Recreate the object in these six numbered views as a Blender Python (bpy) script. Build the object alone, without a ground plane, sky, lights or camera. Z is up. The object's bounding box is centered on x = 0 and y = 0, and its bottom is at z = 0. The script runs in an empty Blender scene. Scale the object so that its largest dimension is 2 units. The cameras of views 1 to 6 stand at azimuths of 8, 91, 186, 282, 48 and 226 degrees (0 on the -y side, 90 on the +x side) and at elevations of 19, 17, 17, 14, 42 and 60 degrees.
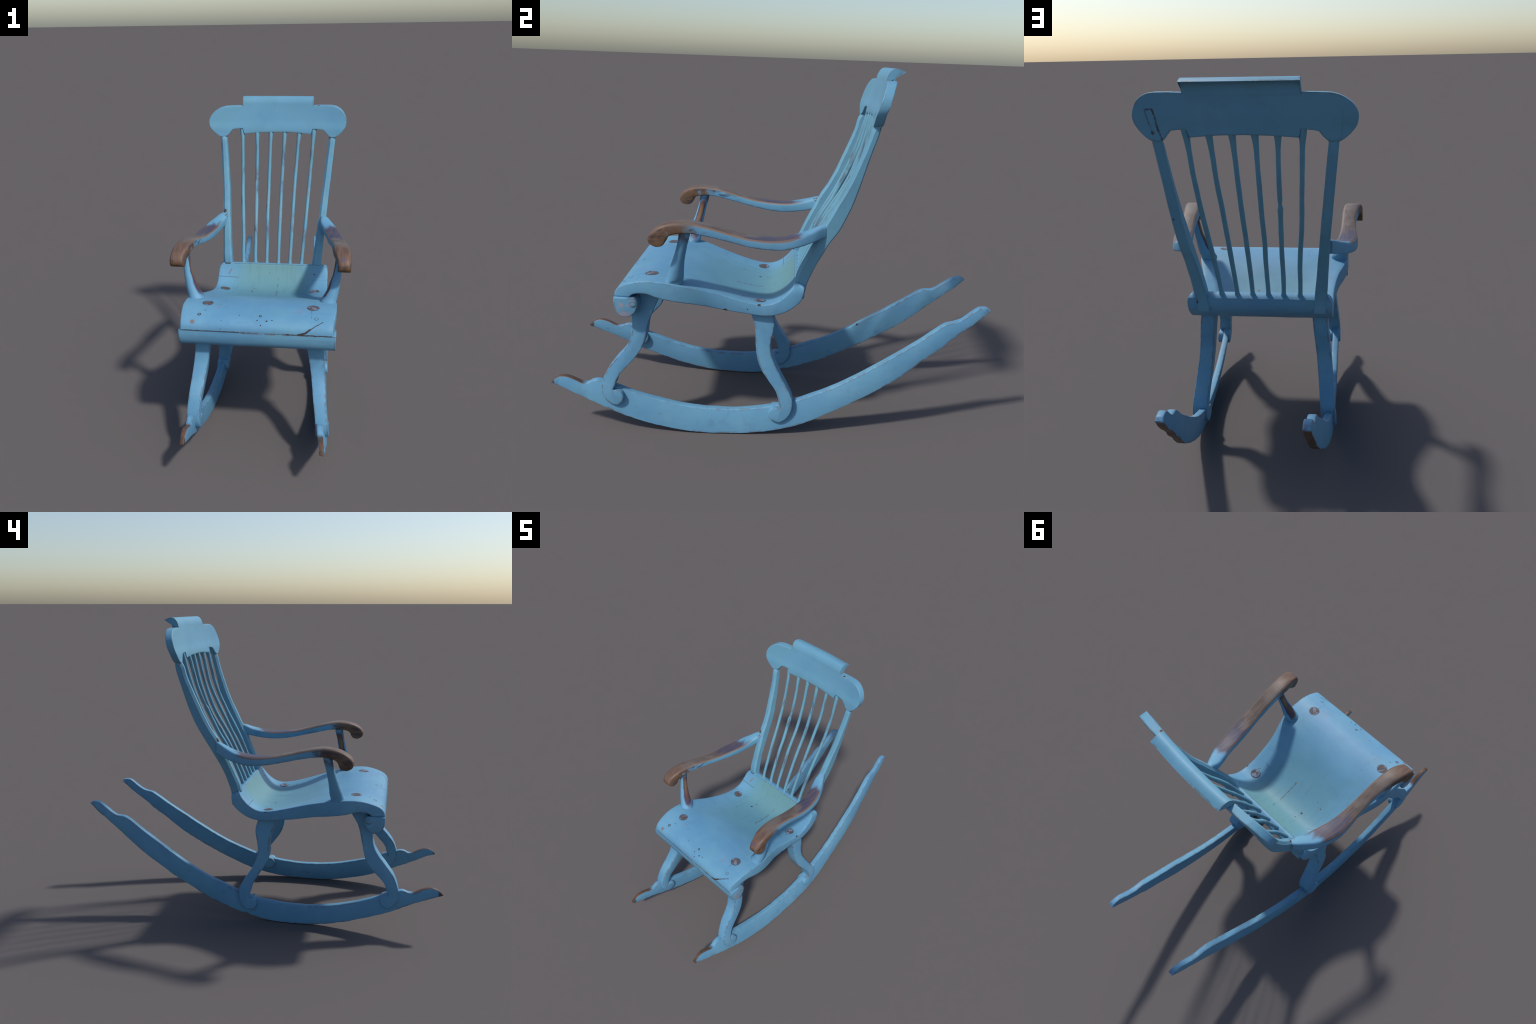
"""Old painted rocking chair: blue paint over brown wood, built part by part."""
import bpy, bmesh, math, random
import numpy as np
from mathutils import Vector, noise

random.seed(7)
SC = bpy.context.scene

# ------------------------------------------------------------------ helpers
def li(ys, xs):
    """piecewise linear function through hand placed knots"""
    ys = list(ys); xs = list(xs)
    return lambda y: float(np.interp(y, ys, xs))


def smooth_fn(ys, xs):
    """monotone-friendly cubic (Catmull style) function through knots"""
    ys = np.array(ys, float); xs = np.array(xs, float)
    d = np.diff(xs) / np.diff(ys)
    m = np.r_[d[0], [0 if a * b <= 0 else 2 * a * b / (a + b) for a, b in zip(d[:-1], d[1:])], d[-1]]
    def f(y):
        y = min(max(y, ys[0]), ys[-1])
        i = int(min(max(np.searchsorted(ys, y) - 1, 0), len(ys) - 2))
        h = ys[i + 1] - ys[i]; t = (y - ys[i]) / h
        return float((2*t**3 - 3*t*t + 1) * xs[i] + (t**3 - 2*t*t + t) * h * m[i]
                     + (3*t*t - 2*t**3) * xs[i + 1] + (t**3 - t*t) * h * m[i + 1])
    return f


def spline(pts, n, closed=False):
    """centripetal Catmull-Rom through pts, resampled to n points evenly by length"""
    P = [np.array(p, float) for p in pts]
    if closed:
        P = [P[-1]] + P + [P[0], P[1]]
    else:
        P = [2 * P[0] - P[1]] + P + [2 * P[-1] - P[-2]]
    out = []
    for i in range(1, len(P) - 2):
        p0, p1, p2, p3 = P[i - 1:i + 3]
        t0 = 0.0
        t1 = t0 + max(np.linalg.norm(p1 - p0), 1e-6) ** .5
        t2 = t1 + max(np.linalg.norm(p2 - p1), 1e-6) ** .5
        t3 = t2 + max(np.linalg.norm(p3 - p2), 1e-6) ** .5
        for k in range(12):
            t = t1 + (t2 - t1) * k / 12
            a1 = (t1-t)/(t1-t0)*p0 + (t-t0)/(t1-t0)*p1
            a2 = (t2-t)/(t2-t1)*p1 + (t-t1)/(t2-t1)*p2
            a3 = (t3-t)/(t3-t2)*p2 + (t-t2)/(t3-t2)*p3
            b1 = (t2-t)/(t2-t0)*a1 + (t-t0)/(t2-t0)*a2
            b2 = (t3-t)/(t3-t1)*a2 + (t-t1)/(t3-t1)*a3
            out.append((t2-t)/(t2-t1)*b1 + (t-t1)/(t2-t1)*b2)
    out.append(P[-2])
    out = np.array(out)
    s = np.r_[0, np.cumsum(np.linalg.norm(np.diff(out, axis=0), axis=1))]
    t = np.linspace(0, s[-1], n + 1 if closed else n)
    R = np.stack([np.interp(t, s, out[:, k]) for k in range(out.shape[1])], 1)
    return R[:-1] if closed else R


def nz(p, f=1.0, seed=0.0):
    return noise.noise(Vector((p[0] * f + seed, p[1] * f - seed * .7, p[2] * f + seed * 1.3)))


def make(name, verts, faces, mat, parent, angle=35, bevel=0, segs=2):
    me = bpy.data.meshes.new(name)
    me.from_pydata([tuple(v) for v in verts], [], faces)
    bm = bmesh.new(); bm.from_mesh(me)
    bmesh.ops.remove_doubles(bm, verts=bm.verts, dist=1e-6)
    bmesh.ops.recalc_face_normals(bm, faces=bm.faces)
    bm.to_mesh(me); bm.free()
    ob = bpy.data.objects.new(name, me)
    SC.collection.objects.link(ob)
    for m in (mat if isinstance(mat, (list, tuple)) else [mat]):
        me.materials.append(m)
    ob.parent = parent
    if bevel:
        b = ob.modifiers.new('edge', 'BEVEL'); b.width = bevel; b.segments = segs
        b.limit_method = 'ANGLE'; b.angle_limit = math.radians(40); b.harden_normals = False
        dg = bpy.context.evaluated_depsgraph_get(); dg.update()
        m2 = bpy.data.meshes.new_from_object(ob.evaluated_get(dg))
        ob.modifiers.clear(); ob.data = m2; m2.name = name
        me = m2
    for p in me.polygons:
        p.use_smooth = True
    me.set_sharp_from_angle(angle=math.radians(angle))
    return ob


def loft(loops, closed=True, cap=True):
    """skin a list of equal-length loops; returns verts, faces"""
    n = len(loops[0]); V = []; Fc = []
    for L in loops:
        V.extend(L)
    for i in range(len(loops) - 1):
        for j in range(n if closed else n - 1):
            k = (j + 1) % n
            Fc.append((i*n + j, i*n + k, (i+1)*n + k, (i+1)*n + j))
    if cap:
        Fc.append(tuple(range(n)))
        b = (len(loops) - 1) * n
        Fc.append(tuple(b + j for j in reversed(range(n))))
    return V, Fc


def round_rect(w, h, r, k=3):
    """2D rounded rectangle, half sizes w,h, per-corner radius r (single or 4: ++ -+ -- +-)"""
    rs = r if isinstance(r, (list, tuple)) else [r] * 4
    out = []
    for (sx, sy, a0), rr in zip(((1, 1, 0), (-1, 1, 90), (-1, -1, 180), (1, -1, 270)), rs):
        rr = min(rr, w * .98, h * .98)
        for i in range(k + 1):
            a = math.radians(a0 + 90 * i / k)
            out.append((sx * (w - rr) + rr * math.cos(a), sy * (h - rr) + rr * math.sin(a)))
    return out


# ------------------------------------------------------------------ seat profile, shared by geometry and marks
seat_hw = smooth_fn([-.69, -.65, -.60, -.54, -.47, -.40, -.34, -.27, -.20, -.10, .0, .07, .16],
                    [.367, .371, .377, .381, .381, .374, .359, .336, .324, .317, .318, .318, .316])
TOP = [(-.681, .670), (-.679, .687), (-.669, .705), (-.650, .7205), (-.624, .732), (-.583, .7435), (-.540, .7495),
       (-.486, .7475), (-.414, .737), (-.343, .7205), (-.25, .693), (-.15, .663), (-.085, .647), (-.030, .641),
       (.007, .647), (.042, .666), (.068, .689), (.088, .713), (.102, .735)]
BOT = [(.147, .722), (.145, .694), (.132, .661), (.107, .636), (.070, .610), (.024, .592), (-.028, .587), (-.105, .594),
       (-.21, .611), (-.33, .641), (-.43, .660), (-.49, .673), (-.535, .688), (-.575, .689), (-.600, .682), (-.614, .670)]
top_fn = li([p[0] for p in TOP], [p[1] for p in TOP])


dish_x = smooth_fn([0, .06, .14, .22, .28, .315], [1, .99, .92, .66, .24, 0])
dish_y = smooth_fn([-.46, -.38, -.30, -.22, -.15, -.08, 0, .06, .10], [0, .18, .62, .98, 1, .88, .60, .25, 0])
dish = lambda x, y: .018 * dish_x(abs(x) / seat_hw(y) * .315) * dish_y(y)



_TS = spline(TOP, 400)


def on_seat(p):
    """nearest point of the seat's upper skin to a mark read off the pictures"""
    x, y, z = p
    if not (-.69 < y < .11) or z < top_fn(max(y, -.676)) - .03:
        return p
    k = int(np.argmin((_TS[:, 0] - y) ** 2 + (_TS[:, 1] - z) ** 2))
    yy, zz = float(_TS[k][0]), float(_TS[k][1])
    return (x, yy, zz - dish(x, yy))


# ------------------------------------------------------------------ materials
def srgb(r, g, b):
    f = lambda c: (c / 255 / 12.92) if c / 255 <= .04045 else ((c / 255 + .055) / 1.055) ** 2.4
    return (f(r), f(g), f(b), 1.0)


class Tree:
    def __init__(self, name, snap=None):
        self.snap = snap or (lambda p: p)
        self.mat = bpy.data.materials.new(name); self.mat.use_nodes = True
        self.nt = self.mat.node_tree
        self.bsdf = next(n for n in self.nt.nodes if n.type == 'BSDF_PRINCIPLED')
        tc = self.nt.nodes.new('ShaderNodeTexCoord')
        self.co = tc.outputs['Object']
        g = self.nt.nodes.new('ShaderNodeNewGeometry'); self.geo = g
        sx = self.nt.nodes.new('ShaderNodeSeparateXYZ'); self.nt.links.new(self.co, sx.inputs[0])
        self.x, self.y, self.z = sx.outputs
        sn = self.nt.nodes.new('ShaderNodeSeparateXYZ'); self.nt.links.new(g.outputs['Normal'], sn.inputs[0])
        self.nx, self.ny, self.nz = sn.outputs

    def put(self, sock, v):
        if hasattr(v, 'is_output'):
            self.nt.links.new(v, sock)
        else:
            sock.default_value = v

    def math(self, op, a, b=0.0, c=0.0, clamp=False):
        n = self.nt.nodes.new('ShaderNodeMath'); n.operation = op; n.use_clamp = clamp
        self.put(n.inputs[0], a); self.put(n.inputs[1], b); self.put(n.inputs[2], c)
        return n.outputs[0]

    def vmath(self, op, a, b=None, scale=None):
        n = self.nt.nodes.new('ShaderNodeVectorMath'); n.operation = op
        self.put(n.inputs[0], a)
        if b is not None: self.put(n.inputs[1], b)
        if scale is not None: self.put(n.inputs['Scale'], scale)
        return n.outputs['Value'] if op in ('DOT_PRODUCT', 'LENGTH', 'DISTANCE') else n.outputs[0]

    def ramp(self, v, a, b, invert=False):
        n = self.nt.nodes.new('ShaderNodeMapRange'); n.interpolation_type = 'SMOOTHSTEP'
        self.put(n.inputs['Value'], v)
        n.inputs['From Min'].default_value = a; n.inputs['From Max'].default_value = b
        n.inputs['To Min'].default_value = 1.0 if invert else 0.0
        n.inputs['To Max'].default_value = 0.0 if invert else 1.0
        return n.outputs['Result']

    def noise(self, scale, detail=3.0, rough=.55, stretch=(1, 1, 1), offset=(0, 0, 0), dist=0.0):
        mp = self.nt.nodes.new('ShaderNodeMapping')
        mp.inputs['Scale'].default_value = stretch; mp.inputs['Location'].default_value = offset
        self.nt.links.new(self.co, mp.inputs['Vector'])
        n = self.nt.nodes.new('ShaderNodeTexNoise')
        self.nt.links.new(mp.outputs[0], n.inputs['Vector'])
        n.inputs['Scale'].default_value = scale; n.inputs['Detail'].default_value = detail
        n.inputs['Roughness'].default_value = rough; n.inputs['Distortion'].default_value = dist
        return n.outputs['Fac']

    def mix(self, f, a, b):
        n = self.nt.nodes.new('ShaderNodeMix'); n.data_type = 'RGBA'
        self.put(n.inputs[0], f); self.put(n.inputs[6], a); self.put(n.inputs[7], b)
        return n.outputs[2]

    def mul(self, *v):
        r = v[0]
        for w in v[1:]:
            r = self.math('MULTIPLY', r, w)
        return r

    def mx(self, *v):
        r = v[0]
        for w in v[1:]:
            r = self.math('MAXIMUM', r, w)
        return r

    def union(self, items):
        """maximum of masks that are made one after the other (keeps few values alive)"""
        r = None
        for f in items:
            m = f()
            r = m if r is None else self.math('MAXIMUM', r, m)
        return r

    def wobble(self, amp=.004, scale=60):
        """object coordinates with a small noise displacement, for ragged marks"""
        n = self.nt.nodes.new('ShaderNodeTexNoise'); n.inputs['Scale'].default_value = scale
        n.inputs['Detail'].default_value = 2
        self.nt.links.new(self.co, n.inputs['Vector'])
        d = self.vmath('SUBTRACT', n.outputs['Color'], (.5, .5, .5))
        return self.vmath('ADD', self.co, self.vmath('SCALE', d, scale=amp * 2))

    def seg(self, co, a, b):
        """distance to the segment a-b"""
        a = Vector(a); b = Vector(b); ab = b - a
        pa = self.vmath('SUBTRACT', co, tuple(a))
        h = self.math('MULTIPLY', self.vmath('DOT_PRODUCT', pa, tuple(ab)), 1 / ab.length_squared, clamp=True)
        return self.vmath('LENGTH', self.vmath('SUBTRACT', pa, self.vmath('SCALE', tuple(ab), scale=h)))

    def line(self, co, pts, w):
        """soft mask of a polyline of half width w"""
        fine = [pts[0]]
        for a, b in zip(pts[:-1], pts[1:]):      # follow the curved surface in short steps
            d = (Vector(b) - Vector(a)).length
            k = max(1, int(d / .05)) if self.snap(a) != a else 1
            fine += [tuple(Vector(a).lerp(Vector(b), q / k)) for q in range(1, k + 1)]
        pts = [self.snap(p) for p in fine]
        r = None
        for a, b in zip(pts[:-1], pts[1:]):
            m = self.ramp(self.seg(co, a, b), w * .45, w, invert=True)
            r = m if r is None else self.mx(r, m)
        return r

    def dot(self, co, c, r, soft=.35):
        c = self.snap(c)
        return self.ramp(self.vmath('DISTANCE', co, tuple(c)), r * (1 - soft), r, invert=True)

    def ring(self, co, c, r, w):
        c = self.snap(c)
        d = self.math('ABSOLUTE', self.math('SUBTRACT', self.vmath('DISTANCE', co, tuple(c)), r))
        return self.ramp(d, w * .4, w, invert=True)

    def edge(self, radius=.014):
        """1 on convex or concave edges (bevel normal differs from the true one)"""
        b = self.nt.nodes.new('ShaderNodeBevel'); b.samples = 6
        b.inputs['Radius'].default_value = radius
        d = self.vmath('DOT_PRODUCT', b.outputs[0], self.geo.outputs['Normal'])
        return self.math('SUBTRACT', 1.0, d)

    def finish(self, col, rough=.55, bump=None, strength=.25, dist=.002):
        self.put(self.bsdf.inputs['Base Color'], col)
        self.put(self.bsdf.inputs['Roughness'], rough)
        self.bsdf.inputs['Specular IOR Level'].default_value = SPEC
        if bump is not None:
            n = self.nt.nodes.new('ShaderNodeBump'); n.inputs['Strength'].default_value = strength
            n.inputs['Distance'].default_value = dist
            self.put(n.inputs['Height'], bump)
            self.nt.links.new(n.outputs[0], self.bsdf.inputs['Normal'])
        return self.mat


SPEC = .25
BLUE = srgb(101, 151, 179)
BLUE_DEEP = srgb(92, 141, 174)
BLUE_PALE = srgb(116, 160, 184)
TEAL = srgb(98, 146, 160)
GREENISH = srgb(101, 142, 143)
DARK = srgb(58, 50, 50)
WOOD_DARK = srgb(74, 56, 46)
WOOD = srgb(134, 106, 84)
WOOD_TAN = srgb(138, 116, 98)
PURPLE = srgb(84, 82, 112)
GREY_WOOD = srgb(118, 106, 106)


def paint(t, grain=(1, 1, 1), wear=1.0, chips=1.0):
    """the old blue paint: tonal drift, brush grain, chips to dark wood, rubbed edges"""
    big = t.noise(3.2, 3, .5)
    col = t.mix(t.ramp(big, .35, .68), BLUE_DEEP, BLUE)
    col = t.mix(t.math('MULTIPLY', t.ramp(t.noise(6, 4, .6, offset=(3, 1, 2)), .5, .75), .45), col, BLUE_PALE)
    col = t.mix(t.math('MULTIPLY', t.ramp(t.noise(4, 3, .6, offset=(9, 4, 7)), .5, .75), .4), col, TEAL)
    br = t.noise(26, 4, .6, stretch=grain, offset=(1, 5, 2))
    col = t.mix(t.math('MULTIPLY', t.ramp(br, .5, .8), .22), col, srgb(78, 122, 148))
    # faint grime where hands and cloth have dulled the paint
    gr = t.mul(t.ramp(t.noise(13, 5, .7, offset=(5, 9, 3)), .50, .72), t.ramp(t.noise(3, 2, .5, offset=(8, 8, 1)), .42, .58))
    col = t.mix(t.math('MULTIPLY', gr, .30), col, srgb(78, 112, 134))
    # scattered dark chips
    ch = t.ramp(t.noise(34, 3, .6, stretch=grain, offset=(7, 7, 7)), .705, .735)
    ch = t.mul(ch, t.ramp(t.noise(5, 2, .5, offset=(2, 8, 3)), .5, .6), chips)
    # rubbed and chipped edges
    e = t.edge()
    n2 = t.noise(28, 4, .65, offset=(4, 2, 9)); n3 = t.noise(5, 2, .5, offset=(6, 1, 1))
    em = t.mul(t.ramp(e, .004, .035), t.ramp(n2, .44, .56), t.ramp(n3, .38, .54), wear)
    m = t.mx(ch, em)
    col = t.mix(m, col, t.mix(t.noise(20), DARK, GREY_WOOD))
    h = t.math('SUBTRACT', t.mul(br, .35), t.mul(m, .8))
    return col, h


def mat_paint(name, grain=(1, 1, 1), wear=1.0, chips=1.0):
    t = Tree(name); col, h = paint(t, grain, wear, chips)
    return t.finish(col, .5, h)


def mat_seat():
    t = Tree('seat_paint', on_seat); col, h = paint(t, (.35, 1.6, 1.6), .5, .5)
    w = t.wobble(.0025, 70)
    # sat-on middle worn to teal and greenish; teal darkened with the dip's shading
    px = t.ramp(t.math('ABSOLUTE', t.math('ADD', t.x, t.math('MULTIPLY', t.math('SUBTRACT', t.noise(5), .5), .12))), .14, .30, invert=True)
    py = t.ramp(t.math('ADD', t.y, t.math('MULTIPLY', t.math('SUBTRACT', t.noise(4, offset=(5, 0, 0)), .5), .15)), -.46, -.2)
    up = t.ramp(t.nz, -.1, .2)
    on = t.ramp(t.y, .098, .108, invert=True)
    col = t.mix(t.mul(px, py, up, on, .75), col, srgb(92, 139, 154))
    pg = t.ramp(t.math('ADD', t.y, t.math('MULTIPLY', t.math('SUBTRACT', t.noise(7, offset=(1, 2, 0)), .5), .1)), -.14, .09)
    ax = t.math('ADD', t.math('ABSOLUTE', t.x), t.math('MULTIPLY', t.math('SUBTRACT', t.noise(9, offset=(4, 2, 6)), .5), .14))
    col = t.mix(t.mul(t.ramp(ax, .08, .27, invert=True), pg, up, t.ramp(t.y, .098, .112, invert=True), .75), col, GREENISH)
    st = t.noise(9, 5, .65, stretch=(6, .8, .8), offset=(3, 3, 3))
    col = t.mix(t.mul(t.ramp(st, .48, .72), px, py, up, .32), col, srgb(80, 116, 130))
    # smears of worn greyish paint near the front right peg and elsewhere
    sm = t.mul(t.mx(t.dot(t.co, (.207, -.565, .744), .05, .8), t.dot(t.co, (.165, -.596, .735), .03, .8),
                    t.dot(t.co, (-.21, -.565, .742), .03, .8)), t.ramp(t.noise(45, 4, .7), .45, .65))
    col = t.mix(t.mul(sm, .55), col, srgb(126, 128, 150))
    cracks = t.union([
        lambda: t.line(w, [(.150, -.681, .671), (.262, -.681, .6695), (.385, -.681, .6695)], .0035),
        lambda: t.line(w, [(-.385, -.681, .671), (-.25, -.681, .671), (-.17, -.681, .670), (-.08, -.684, .669)], .0035),
        lambda: t.line(w, [(.205, -.678, .670), (.240, -.671, .680), (.262, -.664, .691)], .0065),
        lambda: t.line(w, [(.262, -.664, .691), (.290, -.655, .704), (.322, -.638, .717)], .0028),
        lambda: t.mul(t.line(w, [(.036, .056, .675), (.040, -.050, .643), (.043, -.165, .664)], .0022), .8),
        lambda: t.line(w, [(-.169, -.674, .680), (-.168, -.648, .708)], .0022),
        lambda: t.mul(t.line(w, [(-.181, -.437, .737), (-.172, -.48, .743), (-.190, -.55, .745)], .0016), .6),
        lambda: t.line(t.co, [(-.40, .050, .667), (-.198, .052, .669)], .0016),
        lambda: t.mul(t.line(w, [(.264, -.56, .744), (.266, -.62, .728)], .0016), .7),
        lambda: t.mul(t.line(w, [(.27, -.51, .746), (.275, -.44, .738)], .0016), .6),
        lambda: t.mul(t.line(t.co, [(.23, .050, .667), (.36, .050, .667)], .0013), .4),
        lambda: t.line(t.co, [(.318, .05, .667), (.318, .14, .655)], .0022),
        lambda: t.line(t.co, [(-.322, .05, .667), (-.322, .14, .652)], .0022),
        lambda: t.line(w, [(-.02, .147, .628), (-.02, .135, .60), (.0, .07, .60)], .0025),
        lambda: t.line(w, [(-.28, .150, .655), (-.12, .150, .66)], .0018),
        *[(lambda c=c, r=r: t.mul(t.ring(w, c, r, .0045), .75)) for c, r in
          (((-.258, -.525, .745), .0255), ((.269, -.534, .746), .0275), ((-.258, -.049, .643), .0245), ((.251, -.050, .643), .0255))],
        lambda: t.mul(t.line(w, [(.262, -.085, .64), (.255, -.095, .643)], .003), .8),
        lambda: t.mul(t.line(w, [(.225, -.10, .65), (.225, -.13, .66)], .002), .6),
        lambda: t.mul(t.line(w, [(.225, -.13, .66), (.25, -.13, .66)], .002), .6),
        lambda: t.mul(t.line(w, [(-.23, .1005, .735), (.22, .1035, .735)], .0017), .75),
        lambda: t.mul(t.line(w, [(-.218, -.037, .642), (-.19, -.02, .643)], .0016), .6)])
    spots = t.union([
        lambda: t.dot(w, (-.103, -.063, .641), .0075), lambda: t.dot(w, (-.093, -.025, .642), .004), lambda: t.dot(w, (-.162, -.148, .663), .004),
        lambda: t.dot(w, (-.126, -.165, .667), .003), lambda: t.dot(w, (.244, .072, .696), .005), lambda: t.dot(w, (-.017, .072, .695), .003),
        lambda: t.dot(w, (-.258, -.594, .736), .004), lambda: t.dot(w, (.006, -.642, .714), .004), lambda: t.dot(w, (.052, -.644, .713), .0055),
        lambda: t.dot(w, (.078, -.639, .717), .004), lambda: t.dot(w, (.025, -.659, .698), .004), lambda: t.dot(w, (-.083, -.619, .727), .003),
        lambda: t.dot(w, (.322, -.052, .617), .010), lambda: t.dot(w, (-.322, -.045, .617), .010), lambda: t.dot(w, (.325, -.10, .616), .006),
        lambda: t.dot(w, (.322, -.200, .609), .013), lambda: t.ring(w, (.019, -.622, .733), .0055, .003), lambda: t.ring(w, (-.282, -.627, .734), .007, .0032),
        lambda: t.mul(t.ring(w, (.289, -.623, .732), .0085, .0022), .75)])
    chips = t.union([lambda: t.line(w, [(-.243, .081, .706), (-.252, .072, .696), (-.256, .062, .684)], .0045),
                 lambda: t.dot(w, (-.309, -.657, .701), .012, .2), lambda: t.dot(w, (.043, -.13, .655), .006), lambda: t.dot(w, (.046, -.165, .664), .007),
                 lambda: t.dot(w, (.030, -.10, .648), .005)])
    col = t.mix(t.mul(chips, .85), col, srgb(124, 98, 88))
    k = t.mx(cracks, spots)
    col = t.mix(k, col, DARK)
    return t.finish(col, .5, h, .3)


def mat_roll():
    t = Tree('roll_paint'); col, h = paint(t, (.3, 1.6, 1.6), 1.0, .6)
    w = t.wobble(.003, 60)
    end = t.mul(t.ramp(t.math('ABSOLUTE', t.nx), .7, .9), t.ramp(t.noise(38, 4, .6), .47, .55),
                t.ramp(t.vmath('DISTANCE', t.co, (.384, -.632, .615)), .03, .045, invert=True))
    col = t.mix(t.mul(end, .75), col, srgb(150, 140, 150))
    end2 = t.mul(t.ramp(t.math('ABSOLUTE', t.nx), .7, .9), t.ramp(t.noise(38, 4, .6), .52, .58),
                 t.ramp(t.vmath('DISTANCE', t.co, (-.384, -.645, .625)), .02, .035, invert=True))
    col = t.mix(t.mul(end2, .6), col, srgb(140, 126, 134))
    st = t.mul(t.ramp(t.noise(14, 4, .6, stretch=(.25, 1, 3), offset=(2, 2, 2)), .52, .72), .5)
    col = t.mix(st, col, srgb(92, 128, 138))
    k = t.mx(t.mul(t.line(w, [(.22, -.684, .628), (.235, -.681, .615), (.26, -.679, .610), (.28, -.681, .616)], .0025), .8),
             t.mul(t.line(w, [(.26, -.685, .645), (.37, -.685, .638)], .0018), .7),
             t.mul(t.line(w, [(-.31, -.685, .650), (-.22, -.685, .646)], .002), .5),
             t.mul(t.line(t.co, [(-.39, -.682, .668), (-.05, -.682, .668)], .002), .9),
             t.mul(t.line(t.co, [(.12, -.682, .668), (.39, -.682, .668)], .002), .9))
    col = t.mix(k, col, DARK)
    return t.finish(col, .5, t.math('SUBTRACT', h, k), .35)


def mat_peg():
    t = Tree('peg_wood'); n = t.noise(30, 5, .7, stretch=(1, 2.5, 1)); g = t.noise(70, 4, .6, stretch=(3, 1, 1))
    col = t.mix(t.ramp(g, .35, .7), srgb(72, 67, 72), srgb(100, 93, 95))
    left = t.ramp(t.noise(24, 3, .5, offset=(3, 8, 1)), .52, .58)
    col = t.mix(t.mul(left, .6), col, srgb(126, 142, 168))
    col = t.mix(t.ramp(n, .62, .7), col, DARK)
    return t.finish(col, .7, g, .4)


def mat_spindle():
    t = Tree('spindle_paint'); col, h = paint(t, (1.5, 1.5, .35), .6, .8)
    col = t.mix(.55, col, TEAL)
    # the fronts are rubbed to a dark purple brown by backs and clothes
    m = t.mul(t.ramp(t.noise(9, 4, .6, stretch=(3, 1, .25), offset=(2, 0, 5)), .46, .60),
              t.ramp(t.noise(40, 3, .6, stretch=(1, 1, .12)), .34, .56),
              t.ramp(t.ny, -.05, -.5), t.ramp(t.z, .80, .92), t.ramp(t.z, 1.36, 1.42, invert=True))
    col = t.mix(t.mul(m, .75), col, t.mix(t.ramp(t.noise(30), .4, .6), srgb(74, 66, 86), srgb(92, 80, 88)))
    return t.finish(col, .5, h)


def mat_post():
    t = Tree('post_paint'); col, h = paint(t, (1.5, 1.5, .35), .4, .7)
    col = t.mix(.35, col, TEAL)
    w = t.wobble(.004, 60)
    k = t.mx(t.dot(w, (-.30, .215, 1.022), .016), t.dot(w, (.300, .335, 1.12), .006),
             t.line(w, [(.272, .150, .70), (.268, .150, .74)], .006),
             t.line(w, [(.340, .42, 1.43), (.325, .405, 1.40), (.312, .395, 1.375)], .004))
    k = t.mul(k, t.ramp(t.noise(60, 3, .6), .4, .5))
    foot = t.mul(t.ramp(t.z, .7375, .7405, invert=True), t.ramp(t.y, .118, .125, invert=True))
    col = t.mix(t.mx(k, t.mul(foot, .8)), col, WOOD_DARK)
    return t.finish(col, .5, t.math('SUBTRACT', h, k))


def mat_crest():
    t = Tree('crest_paint'); col, h = paint(t, (.5, 1.5, 1.5), .9, .35)
    col = t.mix(.45, col, t.mix(t.ramp(t.noise(5, 3), .4, .65), srgb(99, 149, 174), TEAL))
    w = t.wobble(.004, 50)
    back = t.ramp(t.ny, .2, .5)
    k = t.mul(t.math('ADD', .35, t.math('MULTIPLY', t.ramp(t.noise(45, 3, .6, offset=(3, 3, 1)), .42, .56), .5)), t.mx(t.line(w, [(.351, .456, 1.552), (.348, .455, 1.545), (.340, .443, 1.50)], .0032),
                   t.line(w, [(.320, .458, 1.553), (.314, .452, 1.53), (.309, .438, 1.48), (.297, .430, 1.44)], .006),
                   t.line(w, [(.351, .456, 1.552), (.320, .458, 1.553)], .003), t.dot(w, (.329, .436, 1.468), .010),
                   t.mul(t.line(w, [(-.329, .472, 1.545), (-.359, .471, 1.545)], .004), .7),
                   t.mul(t.line(t.co, [(-.329, .472, 1.545), (-.318, .443, 1.43)], .0016), .5)), back)
    # notch of broken paint on the top edge beside the centre step
    k = t.mx(k, t.dot(w, (.237, .445, 1.612), .008))
    col = t.mix(k, col, t.mix(t.ramp(t.noise(40), .4, .6), DARK, WOOD_DARK))
    return t.finish(col, .5, t.math('SUBTRACT', h, k))


def mat_leg():
    t = Tree('leg_paint'); col, h = paint(t, (1.4, 1.4, .5), 1.2, .9)
    return t.finish(col, .5, h, .35)


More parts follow.
